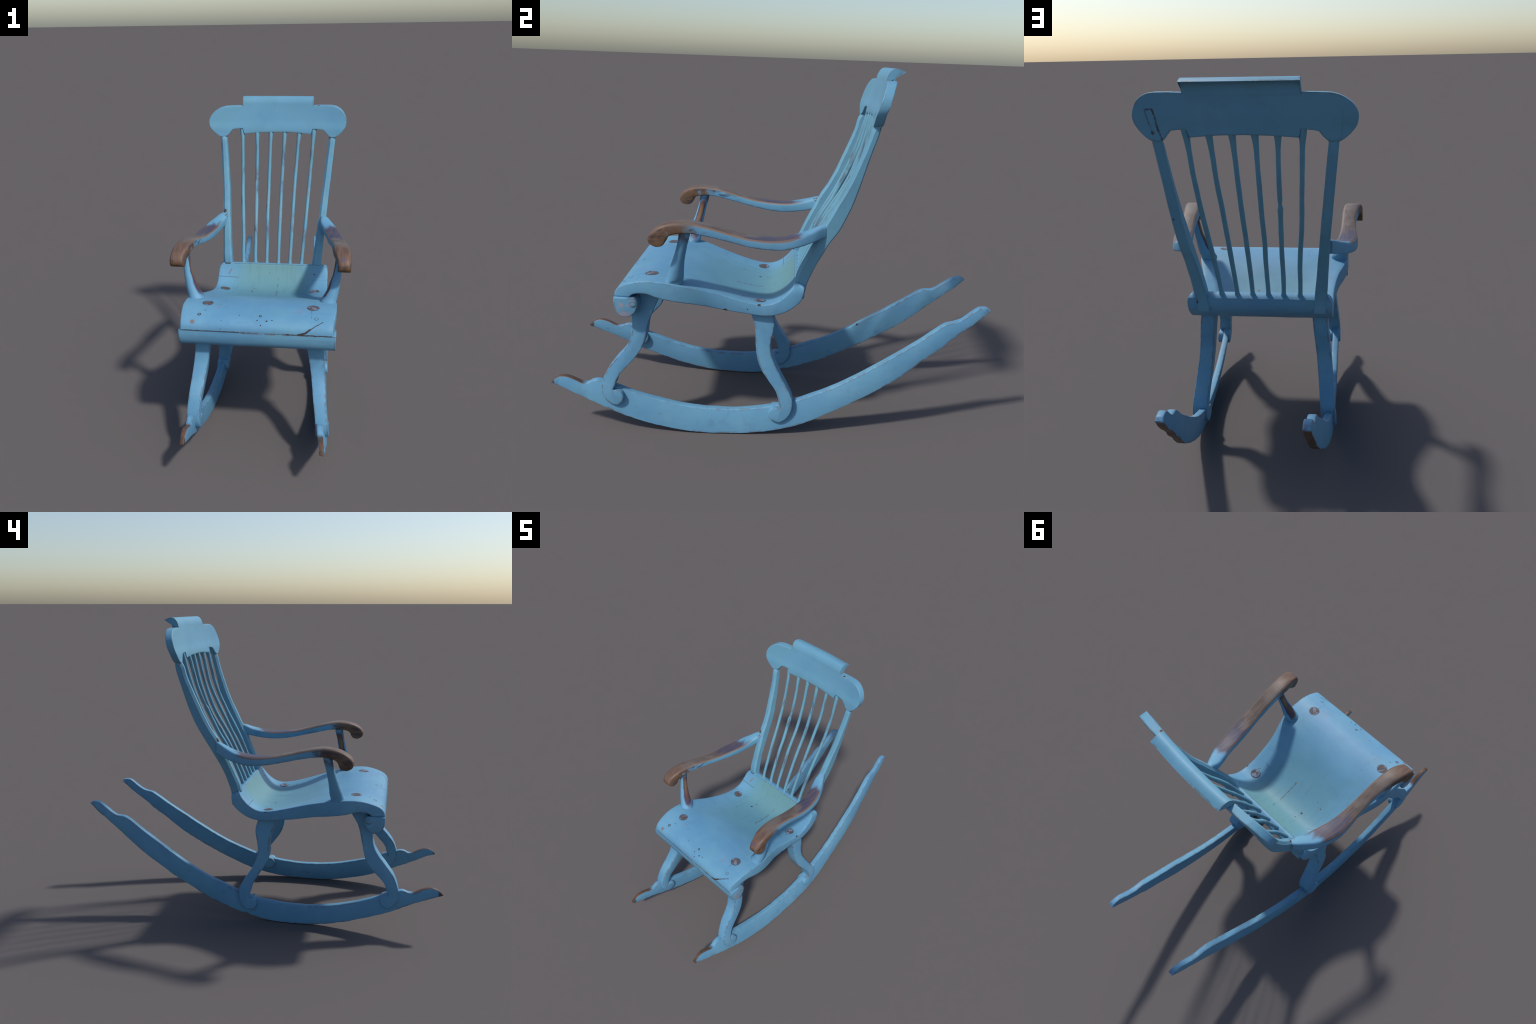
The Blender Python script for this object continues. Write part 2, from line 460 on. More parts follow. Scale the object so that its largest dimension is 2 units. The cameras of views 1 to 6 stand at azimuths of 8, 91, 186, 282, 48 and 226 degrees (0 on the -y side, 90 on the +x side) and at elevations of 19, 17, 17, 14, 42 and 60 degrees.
def mat_rocker():
    t = Tree('rocker_paint'); col, h = paint(t, (1.5, .4, 1.5), 1.0, .6)
    n = t.noise(16, 4, .6, offset=(1, 1, 4))
    ny = t.math('ADD', t.y, t.math('MULTIPLY', t.math('SUBTRACT', n, .5), .10))
    # toes: bare brown wood on the upper face of the front tips
    up = t.ramp(t.nz, .42, .68)
    tip = t.mul(t.ramp(ny, -.86, -.82, invert=True), up)
    brown = t.mix(t.ramp(t.noise(14, 3), .4, .62), srgb(76, 68, 58), srgb(98, 70, 58))
    col = t.mix(tip, col, brown)
    end = t.ramp(t.y, -.980, -.972, invert=True)
    col = t.mix(t.mul(end, .9), col, WOOD_DARK)
    # soles: worn to bare wood where the chair rolls
    sole = t.mul(t.ramp(t.nz, -.55, -.35, invert=True), t.ramp(t.noise(18, 3, offset=(5, 5, 5)), .28, .42))
    col = t.mix(sole, col, t.mix(t.noise(30, 3, stretch=(3, .5, 1)), srgb(62, 46, 38), srgb(96, 76, 62)))
    rear = t.mul(t.ramp(t.y, .955, .985), t.ramp(t.noise(30, 3), .45, .6))
    col = t.mix(t.mul(rear, .5), col, PURPLE)
    w = t.wobble(.003, 60)
    k = t.mx(t.dot(w, (-.287, -.90, .226), .008), t.dot(w, (.322, -.35, .073), .005), t.dot(w, (-.27, .46, .325), .008))
    col = t.mix(k, col, DARK)
    return t.finish(col, .5, h, .35)


def mat_arm(s):
    """armrest: bare wood on the grip, purple half-worn zone behind it, blue on the sides and the rear"""
    t = Tree('armrest_finish_left' if s < 0 else 'armrest_finish'); col, h = paint(t, (1, .5, 1), .8, 1.0)
    n = t.noise(11, 4, .6, stretch=(1.6, .6, 1), offset=(2 + s, 1, 4)); n2 = t.noise(34, 4, .65, stretch=(3, .3, .3))
    j = t.math('SUBTRACT', n, .5)
    yy = t.math('ADD', t.y, t.math('MULTIPLY', j, .16))
    y2 = t.math('ADD', yy, t.math('MULTIPLY', t.math('SUBTRACT', t.noise(16, 4, .6, stretch=(1.6, .35, .5), offset=(7, s, 2)), .5), .45))
    top = t.ramp(t.math('ADD', t.nz, t.math('MULTIPLY', j, .5)), .38, .60)
    grip = t.ramp(yy, -.37, -.31, invert=True)
    pz = t.mul(top, t.ramp(yy, .085, .135, invert=True))
    bare = t.mul(top, t.ramp(y2, -.12, -.03, invert=True))
    rim = t.mul(t.ramp(t.nz, .93, .75), t.ramp(t.nz, .2, .42), t.ramp(yy, .05, .14, invert=True))
    wood = t.mix(t.ramp(n2, .35, .65), srgb(85, 72, 67), srgb(108, 94, 86))
    wood = t.mix(t.mul(t.ramp(t.noise(8, 3, offset=(1, 6, 2)), .42, .62), .7), wood, srgb(112, 102, 96))
    reddish = t.mix(t.ramp(n2, .35, .65), srgb(90, 71, 63), srgb(112, 90, 78))
    wood = t.mix(t.ramp(t.y, -.33, -.45), wood, reddish)
    prp = t.mix(t.ramp(n2, .38, .6), srgb(62, 66, 90), srgb(88, 76, 82))
    col = t.mix(pz, col, prp)
    col = t.mix(bare, col, wood)
    col = t.mix(t.mul(rim, .65), col, t.mix(n2, WOOD_TAN, srgb(120, 101, 90)))
    # under the hand: whole scroll worn through, dark stains along the sides
    side = t.mul(grip, t.ramp(t.noise(13, 4, .6, offset=(3, 3, 9)), .22, .36))
    col = t.mix(side, col, t.mix(t.ramp(t.nz, -.3, .3), srgb(104, 78, 54), wood))
    stain = t.mul(t.ramp(t.noise(18, 4, .7, stretch=(1, .5, 1.5), offset=(8, 2, 2)), .47, .62), t.ramp(yy, -.12, -.28),
                  t.ramp(t.nz, .5, .2))
    col = t.mix(t.mul(stain, .8), col, srgb(62, 52, 50))
    w = t.wobble(.005, 40)
    blot = t.dot(w, (.407, -.492, .985), .017) if s > 0 else t.dot(w, (-.300, .19, .985), .001)
    col = t.mix(t.mul(blot, .7), col, srgb(86, 74, 96))
    if s < 0:
        k = t.mul(t.mx(t.dot(w, (-.276, .215, .985), .018), t.dot(w, (-.272, .20, .965), .010), t.dot(w, (-.29, .20, 1.0), .014)),
                  t.ramp(t.noise(70, 3, .6), .48, .56))
        col = t.mix(k, col, WOOD_DARK)
        k = t.dot(w, (-.379, -.478, .957), .011, .8)
        col = t.mix(t.mul(k, .6), col, srgb(70, 68, 72))
    return t.finish(col, .5, h, .3)


def mat_support(s):
    t = Tree('support_finish_left' if s < 0 else 'support_finish'); col, h = paint(t, (1.5, 1.5, .5), .6, .8)
    j = t.math('MULTIPLY', t.math('SUBTRACT', t.noise(14, 4, .6, stretch=(1, 1, .5)), .5), .6)
    # inner side rubbed by legs and hands: golden brown with a purple border
    d = t.math('ADD', t.math('MULTIPLY', t.nx, -1.0 if s > 0 else 1.0), j)
    zz = t.mul(t.ramp(t.z, .735, .775), t.ramp(t.z, .93, .975, invert=True))
    m1 = t.mul(t.ramp(d, .60, .76), zz); m2 = t.mul(t.ramp(d, .78, .92), zz)
    col = t.mix(m1, col, srgb(70, 58, 78))
    gold = t.mix(t.ramp(t.z, .80, .88), srgb(100, 66, 54), srgb(118, 92, 64))
    col = t.mix(m2, col, t.mix(t.ramp(t.z, .90, .95), gold, srgb(84, 56, 52)))
    topm = t.mul(t.ramp(t.math('ADD', t.z, t.math('MULTIPLY', j, .08)), .92, .955), t.ramp(t.noise(20, 3), .42, .55))
    col = t.mix(t.mul(topm, .7), col, srgb(92, 64, 54))
    rim = t.ramp(t.math('ADD', t.z, t.math('MULTIPLY', t.y, .27)), .621, .617)
    return t.finish(col, .5, h)


M_SEAT, M_ROLL, M_PEG, M_SPIN = mat_seat(), mat_roll(), mat_peg(), mat_spindle()
M_POST, M_CREST, M_LEG, M_ROCK = mat_post(), mat_crest(), mat_leg(), mat_rocker()

# ------------------------------------------------------------------ the thing
chair = bpy.data.objects.new('rocking_chair', None)
SC.collection.objects.link(chair)
chair.location.y = .001
chair['label'] = 'old wooden rocking chair in worn light blue paint with scrolled arms'
chair['category'] = 'rocking chair'

# ------------------------------------------------------------------ seat
def build_seat():
    top = spline(TOP, 70); bot = spline(BOT, 70)
    prof = [tuple(p) for p in top] + [(.107, .7385)] + [(.122, .737), (.138, .731)] + [tuple(p) for p in bot]
    prof += [(-.635, .6688), (-.662, .6688)]
    n = len(prof)
    c = np.array(prof).mean(0)
    # rear upper corners are rounded in plan/height
    def hw(y, z, s):
        h = seat_hw(y)
        if y > .06 and z > .69:
            q = min(max((z - .700) / .040, 0), 1)
            h -= .030 * (1 - math.sqrt(max(0, 1 - q * q)))
        return h + (.003 if s > 0 else 0.0)
    # outward 2D normals of the profile, for rounding the side edges
    P = np.array(prof); T = np.roll(P, -1, 0) - np.roll(P, 1, 0)
    N = np.stack([T[:, 1], -T[:, 0]], 1); N /= np.linalg.norm(N, axis=1)[:, None] + 1e-9
    area = 0.5 * np.sum(P[:, 0] * np.roll(P[:, 1], -1) - np.roll(P[:, 0], -1) * P[:, 1])
    if area < 0: N = -N
    us = []
    r = .006
    loops = []
    def loop(u, inset_x, inset_n):
        L = []
        for (y, z), nn in zip(prof, N):
            s = 1 if u > 0 else -1
            x = u * (hw(y, z, s) - inset_x)
            p = (x, y - nn[0] * inset_n, z - nn[1] * inset_n)
            k = .0008 * nz(p, 9, 3)
            sink = dish(x, y) if nn[1] > 0 else 0
            L.append((p[0], p[1] + nn[0] * k, p[2] + nn[1] * k - sink))
        return L
    for a in (0, 30, 60):
        a = math.radians(a)
        loops.append(loop(-1, r * (1 - math.cos(a)) * .9, r * (1 - math.sin(a))))
    for u in np.linspace(-1, 1, 33):
        loops.append(loop(u, r if abs(u) == 1 else 0, 0) if abs(u) == 1 else loop(u * .985, 0, 0))
    for a in (60, 30, 0):
        a = math.radians(a)
        loops.append(loop(1, r * (1 - math.cos(a)) * .9, r * (1 - math.sin(a))))
    V, F = loft(loops, cap=False)
    # end caps as ribs between upper and lower skin, so the curved sides shade cleanly
    nb = 70 + 3
    for base, flip in ((0, False), ((len(loops) - 1) * n, True)):
        caps = [(i, i + 1, nb + 69 - i - 1, nb + 69 - i) for i in range(69)]
        caps.append((69, 70, 71, 72, nb)); caps.append((0, nb + 69, nb + 70, nb + 71))
        for c4 in caps:
            c4 = tuple(base + q for q in c4)
            F.append(c4[::-1] if flip else c4)
    return make('seat', V, F, M_SEAT, chair, 42)


seat = build_seat()

# pegs: end grain of the leg tenons showing through the seat
for i, (x, y, r) in enumerate([(-.258, -.525, .0245), (.269, -.534, .026), (-.258, -.049, .0235), (.251, -.050, .0245)]):
    V = []; F = []
    rings = [0, .3, .55, .75, .9, 1.0, 1.03]
    for k, q in enumerate(rings):
        for j in range(28):
            a = 2 * math.pi * j / 28
            rr = r * q * (1 + (.05 * nz((math.cos(a), math.sin(a), i), 1.4, 5)))
            px, py = x + rr * math.cos(a), y + rr * math.sin(a)
            zz = top_fn(py) - dish(px, py) + (.0016 if q <= .9 else .0012 if q <= 1 else -.006)
            V.append((px, py, zz + .0005 * nz((px, py, 0), 80, 2)))
    for k in range(len(rings) - 1):
        for j in range(28):
            l = (j + 1) % 28
            F.append((k*28 + j, (k+1)*28 + j, (k+1)*28 + l, k*28 + l))
    make('peg', V, F, M_PEG, seat, 60)


def build_roll():
    """round nosing glued under the front of the seat, scroll-shaped at its ends"""
    out = [(-.6812, .6694), (-.6825, .645), (-.679, .620), (-.670, .599), (-.653, .584), (-.632, .5785), (-.612, .582),
           (-.594, .596), (-.581, .617), (-.576, .638), (-.580, .655), (-.590, .6694)]
    prof = [tuple(p) for p in spline(out, 46)]
    P = np.array(prof); c = P.mean(0)
    loops = []
    r = .005
    def loop(x, ins):
        L = []
        for p in P:
            d = p - c; l = np.linalg.norm(d)
            q = c + d * (1 - ins / l)
            k = .0012 * nz((x * .4, q[0], q[1]), 22, 8)
            L.append((x, q[0] + d[0] / l * k, q[1] + d[1] / l * k))
        return L
    xl, xr = -.3785, .385
    for a in (0, 30, 60):
        a = math.radians(a); loops.append(loop(xl + r * (1 - math.cos(a)), r * (1 - math.sin(a))))
    for x in np.linspace(xl + r, xr - r, 40): loops.append(loop(x, 0))
    for a in (60, 30, 0):
        a = math.radians(a); loops.append(loop(xr - r * (1 - math.cos(a)), r * (1 - math.sin(a))))
    V, F = loft(loops)
    roll = make('front_roll', V, F, M_ROLL, chair, 42)
    # small volute eye standing proud on the scroll ends
    for s, x in ((-1, xl), (1, xr)):
        L = []
        for q, h in ((1, -.004), (1, .0008), (.9, .0022), (.6, .0026), (.15, .0028)):
            L.append([(x + s * h, -.598 + .017 * q * math.cos(b), .643 + .016 * q * math.sin(b))
                      for b in np.linspace(0, 2 * math.pi, 20, endpoint=False)])
        V, F = loft(L)
        make('scroll_eye', V, F, M_ROLL, roll, 42)


build_roll()

# ------------------------------------------------------------------ back posts
POST = {
    1: dict(front=[(.100, .66), (.100, .725), (.104, .763), (.118, .805), (.148, .869), (.179, .938), (.207, .995), (.228, 1.035),
                   (.252, 1.085), (.285, 1.148), (.312, 1.21), (.334, 1.27), (.355, 1.329), (.371, 1.382), (.384, 1.425), (.405, 1.455), (.412, 1.50)],
            back=[(.144, .66), (.149, .711), (.164, .765), (.184, .819), (.213, .876), (.240, .929), (.277, .985), (.302, 1.04),
                  (.327, 1.105), (.351, 1.189), (.375, 1.282), (.394, 1.352), (.416, 1.425), (.420, 1.45), (.424, 1.50)],
            x=li([.66, .71, 1.0, 1.43, 1.52], [.246, .251, .279, .3195, .328])),
    -1: dict(front=[(.094, .66), (.096, .743), (.102, .775), (.126, .832), (.158, .905), (.187, .962), (.214, 1.02), (.254, 1.082),
                    (.286, 1.144), (.318, 1.219), (.343, 1.28), (.374, 1.36), (.390, 1.420), (.418, 1.455), (.424, 1.50)],
             back=[(.144, .66), (.146, .725), (.156, .772), (.176, .829), (.203, .885), (.244, .955), (.285, 1.024), (.331, 1.107),
                   (.362, 1.183), (.386, 1.258), (.410, 1.339), (.430, 1.415), (.430, 1.45), (.436, 1.50)],
             x=li([.66, .71, 1.0, 1.43, 1.52], [-.262, -.266, -.288, -.328, -.336])),
}
for s, d in POST.items():
    n = 60
    fr = spline(d['front'], n); bk = spline(d['back'], n)
    loops = []
    for a, b in zip(fr, bk):
        zc = (a[1] + b[1]) / 2
        w = float(np.interp(zc, [.66, .74, 1.0, 1.43, 1.52], [.027, .0265, .021, .0195, .018]))
        b = b + np.array([.0025, -.001]) * min(1, max(0, (1.43 - b[1]) / .05)) * min(1, max(0, (b[1] - .74) / .05))
        hd = np.linalg.norm(b - a) / 2; m = (a + b) / 2; dv = (b - a) / 2 / hd
        cf = .012
        rr = round_rect(w, hd, [.005, .005, cf, cf], 1)   # +second axis = back
        L = []
        for u, v in rr:
            p = m + dv * v + np.array([.004, 0])
            k = 1 + .03 * nz((s, p[0], p[1]), 14, 6)
            L.append((d['x'](zc) + u * k, p[0], p[1]))
        loops.append(L)
    V, F = loft(loops)
    make('back_post', V, F, M_POST, chair, 40)

# ------------------------------------------------------------------ spindles
SPIN = [[(-.170, .124, .700), (-.177, .128, .733), (-.185, .200, .905), (-.195, .262, 1.02), (-.203, .322, 1.135), (-.209, .378, 1.277), (-.216, .428, 1.447), (-.219, .440, 1.487)],
        [(-.102, .122, .700), (-.106, .127, .733), (-.112, .218, .945), (-.117, .268, 1.03), (-.120, .318, 1.135), (-.123, .380, 1.277), (-.127, .426, 1.445), (-.128, .436, 1.468)],
        [(-.040, .122, .700), (-.040, .126, .733), (-.044, .228, .955), (-.047, .270, 1.03), (-.049, .328, 1.13), (-.048, .383, 1.277), (-.045, .427, 1.446), (-.044, .437, 1.468)],
        [(.029, .120, .700), (.029, .124, .733), (.028, .214, .93), (.028, .268, 1.03), (.029, .324, 1.13), (.033, .382, 1.28), (.038, .426, 1.446), (.039, .436, 1.468)],
        [(.096, .122, .700), (.097, .126, .733), (.102, .206, .92), (.104, .262, 1.03), (.107, .315, 1.135), (.114, .380, 1.28), (.124, .422, 1.446), (.126, .433, 1.468)],
        [(.164, .121, .700), (.165, .125, .733), (.177, .195, .91), (.183, .245, 1.01), (.190, .302, 1.115), (.200, .374, 1.282), (.211, .419, 1.46), (.213, .431, 1.49)]]
for i, pts in enumerate(SPIN):
    c = spline(pts, 90)
    s = np.linspace(0, 1, 90)
    loops = []
    T = np.gradient(c, axis=0); T /= np.linalg.norm(T, axis=1)[:, None]
    for k in range(90):
        t = T[k]; a = np.cross(t, [0, 1, 0]); a /= np.linalg.norm(a); b = np.cross(t, a)
        z = c[k][2]
        r = float(np.interp(z, [.70, .728, .737, .75, .95, 1.15, 1.30, 1.40, 1.435, 1.46], [.013, .013, .0122, .0098, .0104, .0104, .0098, .0103, .0122, .0145]))
        if i == 1: r += .0018 * math.exp(-((z - 1.160) / .012) ** 2) - .0026 * math.exp(-((z - 1.185) / .010) ** 2)
        off = np.array([nz((i * 3.1, z, 0), 6, 1), nz((i * 3.1, z, 5), 6, 2), 0]) * .0022 * min(1, 6 * min(s[k], 1 - s[k]))
        L = []
        for j in range(14):
            an = 2 * math.pi * j / 14
            q = r * (1 + .10 * nz((i + math.cos(an) * .6, math.sin(an) * .6, z * 9), 1.6, 4))
            L.append(tuple(c[k] + off + q * (math.cos(an) * a + math.sin(an) * b)))
        loops.append(L)
    V, F = loft(loops)
    make('spindle', V, F, M_SPIN, chair, 50)

# ------------------------------------------------------------------ crest rail
face_y = smooth_fn([1.42, 1.445, 1.477, 1.522, 1.567, 1.606, 1.626], [.404, .411, .417, .431, .442, .451, .456])
bowed = lambda x: .002 - (.016 if x > 0 else .027) * (x / .38) ** 2 - .035 * x
UP = [(-.4145, 1.519), (-.412, 1.538), (-.403, 1.556), (-.382, 1.578), (-.350, 1.5965), (-.317, 1.6055), (-.268, 1.608), (-.217, 1.609)]
UPR = [(.206, 1.611), (.258, 1.613), (.309, 1.613), (.341, 1.6065), (.373, 1.586), (.392, 1.557), (.3985, 1.538), (.400, 1.519)]
LOL = [(-.4145, 1.519), (-.410, 1.492), (-.395, 1.469), (-.372, 1.447), (-.348, 1.432), (-.330, 1.430), (-.309, 1.434), (-.290, 1.451), (-.276, 1.470),
       (-.258, 1.474), (-.237, 1.476), (-.213, 1.478)]
LOM = [(-.204, 1.447), (-.159, 1.451), (-.102, 1.455), (-.004, 1.458), (.082, 1.457), (.142, 1.453), (.193, 1.449)]
LOR = [(.203, 1.478), (.238, 1.477), (.266, 1.474), (.283, 1.456), (.298, 1.437), (.318, 1.432), (.341, 1.437), (.366, 1.455), (.388, 1.482), (.397, 1.500), (.400, 1.519)]


def build_crest():
    def lobe(low, high, sgn):
        c = spline(low + high[1:], 300)
        k = int(np.argmax(sgn * c[:, 0]))
        return c[:k + 1], c[k:]
    l_lo, l_up = lobe(LOL[:6][::-1], UP[:6], -1)
    r_lo, r_up = lobe(LOR[5:], UPR[::-1][:6], 1)
    ups = [tuple(p) for p in l_up] + UP[6:] + UPR[:3] + [tuple(p) for p in r_up[::-1] if p[0] > UPR[2][0]]
    los = [tuple(p) for p in l_lo[::-1]] + LOL[6:] + LOM + LOR[:5] + [tuple(p) for p in r_lo if p[0] > LOR[4][0]]
    ups.sort(); los.sort()
    up = li([p[0] for p in ups], [p[1] for p in ups])
    lo = li([p[0] for p in los], [p[1] for p in los])
    xmin, xmax = l_lo[-1][0], r_lo[-1][0]
    th = .033; NV = 26
    xL, xR = -.216, .205
    xs = sorted(set(list(np.round(xmin + .10 * (1 - np.cos(np.linspace(0, math.pi / 2, 26))), 5))
                    + list(np.linspace(-.31, -.218, 16)) + [-.2165, -.2155] + list(np.linspace(-.2135, -.203, 4))
                    + list(np.linspace(-.19, .19, 32)) + list(np.linspace(.193, .2035, 4)) + [.2045, .2055] + list(np.linspace(.208, .30, 16))
                    + list(np.round(xmax - .10 * (1 - np.cos(np.linspace(0, math.pi / 2, 26))), 5))))
    # profile of the rolled-back lip in the middle: front and rear line above the step
    lipF = [(.451, 1.606), (.4555, 1.626), (.4635, 1.643), (.475, 1.656), (.489, 1.6602), (.503, 1.659), (.518, 1.654), (.531, 1.648)]
    lipB = [(.4862, 1.602), (.4895, 1.618), (.495, 1.630), (.503, 1.638), (.513, 1.6425), (.529, 1.646)]
    loops = []
    for x in xs:
        z0, z1 = lo(x), up(x)
        th = .0345 + .0050 * min(max((abs(x) - .206) / .06, 0), 1) - (.0015 if x < 0 else 0)
        mid = xL < x < xR
        d = bowed(x) + .0006 * nz((x, 0, 0), 12)
        if mid: z1 = 1.606
        e = min(.004, (z1 - z0) * .25)
        L = []
        # front, going up
        zz = np.linspace(z0 + e, z1 - (0 if mid else e), NV)
        L.append((face_y(z0) + e, z0)); L.append((face_y(z0) + e * .3, z0 + e * .3))
        for z in zz: L.append((face_y(z), z))
        if mid:
            a = spline(lipF, 18); b = spline(lipB, 16)[::-1]
            L += [tuple(p) for p in a[1:]] + [tuple(p) for p in b]
        else:
            n_top = 17 + 16
            f0 = face_y(z1) + e; f1 = face_y(z1) + th - e
            L.append((face_y(z1) + e * .3, z1 - e * .3))
            for k in range(n_top - 2): L.append((f0 + (f1 - f0) * k / (n_top - 3), z1))
            L.append((face_y(z1) + th - e * .3, z1 - e * .3))
        zb = np.linspace(1.597 if mid else z1 - e, z0 + e, NV)
        for z in zb: L.append((face_y(z) + th, z))
        L.append((face_y(z0) + th - e * .3, z0 + e * .3)); L.append((face_y(z0) + th - e, z0))
        loops.append([(x, y + d, z) for y, z in L])
    V, F = loft(loops)
    return make('crest_rail', V, F, M_CREST, chair, 38)


crest = build_crest()

# tenons of the posts let into the back of the crest, a hair proud
for s, xa, xb, za, zb_ in ((1, .309, .335, 1.44, 1.552), (-1, -.334, -.344, 1.44, 1.545)):
    L = []
    for z in np.linspace(za, zb_, 8):
        q = (z - za) / (zb_ - za); xc = xa + (xb - xa) * q; w = .0185 - .003 * q
        y0 = face_y(z) + (.0395 if s > 0 else .038) + bowed(xc)
        L.append([(xc + u, y0 + v, z) for u, v in ((-w, -.01), (w, -.01), (w, .0002), (w - .002, .0007), (-w + .002, .0007), (-w, .0002))])
    V, F = loft(L)
    make('post_tenon', V, F, M_CREST, crest, 30)

# ------------------------------------------------------------------ armrests
ARM_IN = {1: [(-.52, .383), (-.50, .382), (-.44, .366), (-.39, .357), (-.34, .3525), (-.28, .349), (-.195, .344), (-.107, .333), (-.02, .321), (.058, .307), (.127, .284), (.180, .268), (.235, .266)],
          -1: [(-.52, .379), (-.50, .379), (-.44, .366), (-.39, .358), (-.34, .354), (-.27, .350), (-.18, .348), (-.09, .343), (0, .332), (.08, .315), (.140, .301), (.19, .284), (.235, .268)]}
ARM_OUT = {1: [(-.52, .440), (-.50, .440), (-.444, .437), (-.40, .432), (-.35, .425), (-.29, .417), (-.21, .410), (-.14, .408), (-.07, .406), (-.03, .402), (.034, .389), (.105, .366), (.165, .335), (.212, .303), (.235, .288)],
           -1: [(-.52, .443), (-.50, .443), (-.44, .438), (-.39, .430), (-.34, .422), (-.29, .414), (-.22, .407), (-.145, .408), (-.07, .414), (-.02, .416), (.03, .409), (.084, .395), (.141, .371), (.202, .330), (.235, .304)]}
A_TOP = [(.226, 1.003), (.205, .998), (.165, .982), (.125, .969), (.07, .957), (.02, .953), (-.035, .954), (-.105, .963), (-.18, .981), (-.25, 1.000), (-.31, 1.014),
         (-.36, 1.021), (-.405, 1.020), (-.445, 1.012), (-.475, .999), (-.498, .981), (-.510, .961), (-.510, .943), (-.500, .930), (-.484, .9235)]
A_BOT = [(.226, .955), (.205, .949), (.174, .942), (.135, .931), (.09, .922), (.04, .9165), (-.03, .9195), (-.09, .928), (-.16, .943), (-.24, .962), (-.30, .975),
         (-.36, .982), (-.405, .978), (-.426, .971), (-.439, .957), (-.443, .945), (-.449, .935), (-.457, .9275), (-.466, .924), (-.475, .923)]


def build_arm(s):
    n = 96
    fi = smooth_fn(*zip(*ARM_IN[s])); fo = smooth_fn(*zip(*ARM_OUT[s]))
    tp = spline(A_TOP, 20 * 6); bt = spline(A_BOT, 20 * 6)
    # pair by knot index so that the scroll wraps round
    def knots(K):
        return spline(K, 400)
    def param(K):
        out = []
        D = spline(K, 800)
        idx = [int(np.argmin(np.linalg.norm(D - np.array(k), axis=1))) for k in K]
        idx[0] = 0; idx[-1] = 799
        q = np.linspace(0, len(K) - 1, n)
        return D[np.round(np.interp(q, range(len(K)), idx)).astype(int)]
    tp, bt = param(A_TOP), param(A_BOT)
    loops = []
    for a, b in zip(tp, bt):
        up = (a - b) / np.linalg.norm(a - b)
        a = a + up * (.005 + (.004 if s < 0 else 0) * min(max((a[0] + .25) / .2, 0), 1)); b = b - up * .001
        m = (a + b) / 2; h = np.linalg.norm(a - b) / 2
        ym = .5 * (a[0] + m[0])
        xi, xo = fi(m[0] if m[0] > -.43 else ym), fo(m[0] if m[0] > -.43 else ym)
        xo += .007
        xc, w = (xi + xo) / 2, (xo - xi) / 2
        rt = min(.013, h * .8); rb = min(.006, h * .5)
        L = []
        for u, v in round_rect(w, h, [rt, rt, rb, rb], 4):
            crown = .0035 * (1 - (u / w) ** 2) if v > 0 else 0
            p = m + up * (v + crown - (.002 if v > 0 else 0))
            k = .0010 * nz((s * 3, p[0], p[1] + u), 26, 11)
            L.append((s * (xc + u), p[0] + up[0] * k, p[1] + up[1] * k))
        if s < 0: L = L[::-1]
        loops.append(L)
    V, F = loft(loops)
    ob = make('armrest', V, F, mat_arm(s), chair, 46)
    return ob


for s in (1, -1):
    build_arm(s)
    # turned, flared arm support standing on the seat
    P = [(.340, -.428, .722), (.341, -.422, .745), (.3505, -.415, .767), (.3595, -.410, .792), (.371, -.400, .839), (.3785, -.392, .87),
         (.3865, -.380, .92), (.392, -.371, .96), (.394, -.368, .985)]
    if s < 0:
        P = [(-(x + float(np.interp(z, [.74, .80, .88], [-.005, .001, .004]))), y - .013, z) for x, y, z in P]
    c = spline(P, 44); loops = []
    for k, p in enumerate(c):
        z = p[2]
        rx = float(np.interp(z, [.722, .745, .755, .767, .792, .839, .87, .92, .985], [.0425, .0410, .0390, .0362, .0310, .0258, .0218, .0206, .022]))
        ry = float(np.interp(z, [.722, .745, .755, .767, .792, .839, .87, .92, .985], [.0425, .0405, .0388, .0370, .0330, .0270, .0240, .0220, .0245]))
        tilt = .27
        L = []
        for j in range(28):
            a = 2 * math.pi * j / 28
            q = 1 + .015 * nz((math.cos(a), math.sin(a), z * 14), 1.5, 9 + s)
            dx, dy = rx * q * math.cos(a), ry * q * math.sin(a)
            lean = float(np.interp(z, [.72, .78], [.23, 0]))
            lim = seat_hw(p[1] + dy) - .0005 if z < .750 else 9
            L.append((max(-lim, min(lim, p[0] + dx)), p[1] + dy, z + dy * lean))
        loops.append(L)
    V, F = loft(loops)
    make('arm_support', V, F, mat_support(s), chair, 50)

# ------------------------------------------------------------------ legs
FRONT_R = [(-.600, .690), (-.612, .62), (-.618, .554), (-.616, .523), (-.617, .492), (-.626, .450), (-.651, .402), (-.694, .352), (-.726, .308),
           (-.747, .264), (-.756, .225), (-.754, .191), (-.740, .162), (-.715, .142), (-.686, .135), (-.664, .148), (-.656, .172), (-.661, .192), (-.676, .204), (-.694, .206), (-.707, .206), (-.702, .216),
           (-.693, .234), (-.688, .256), (-.671, .287), (-.630, .334), (-.590, .384), (-.566, .427), (-.553, .474), (-.546, .527), (-.534, .563), (-.519, .600), (-.501, .643), (-.483, .690)]
FRONT_L = [(-.600, .690), (-.613, .62), (-.620, .562), (-.622, .526), (-.634, .479), (-.662, .432), (-.703, .381), (-.740, .329), (-.761, .282),
           (-.769, .246), (-.766, .200), (-.748, .166), (-.716, .149), (-.688, .158), (-.674, .180), (-.676, .203), (-.690, .216), (-.708, .219), (-.722, .219), (-.716, .230),
           (-.708, .244), (-.704, .258), (-.690, .290), (-.638, .345), (-.594, .400), (-.575, .462), (-.562, .522), (-.543, .593), (-.512, .646), (-.490, .690)]
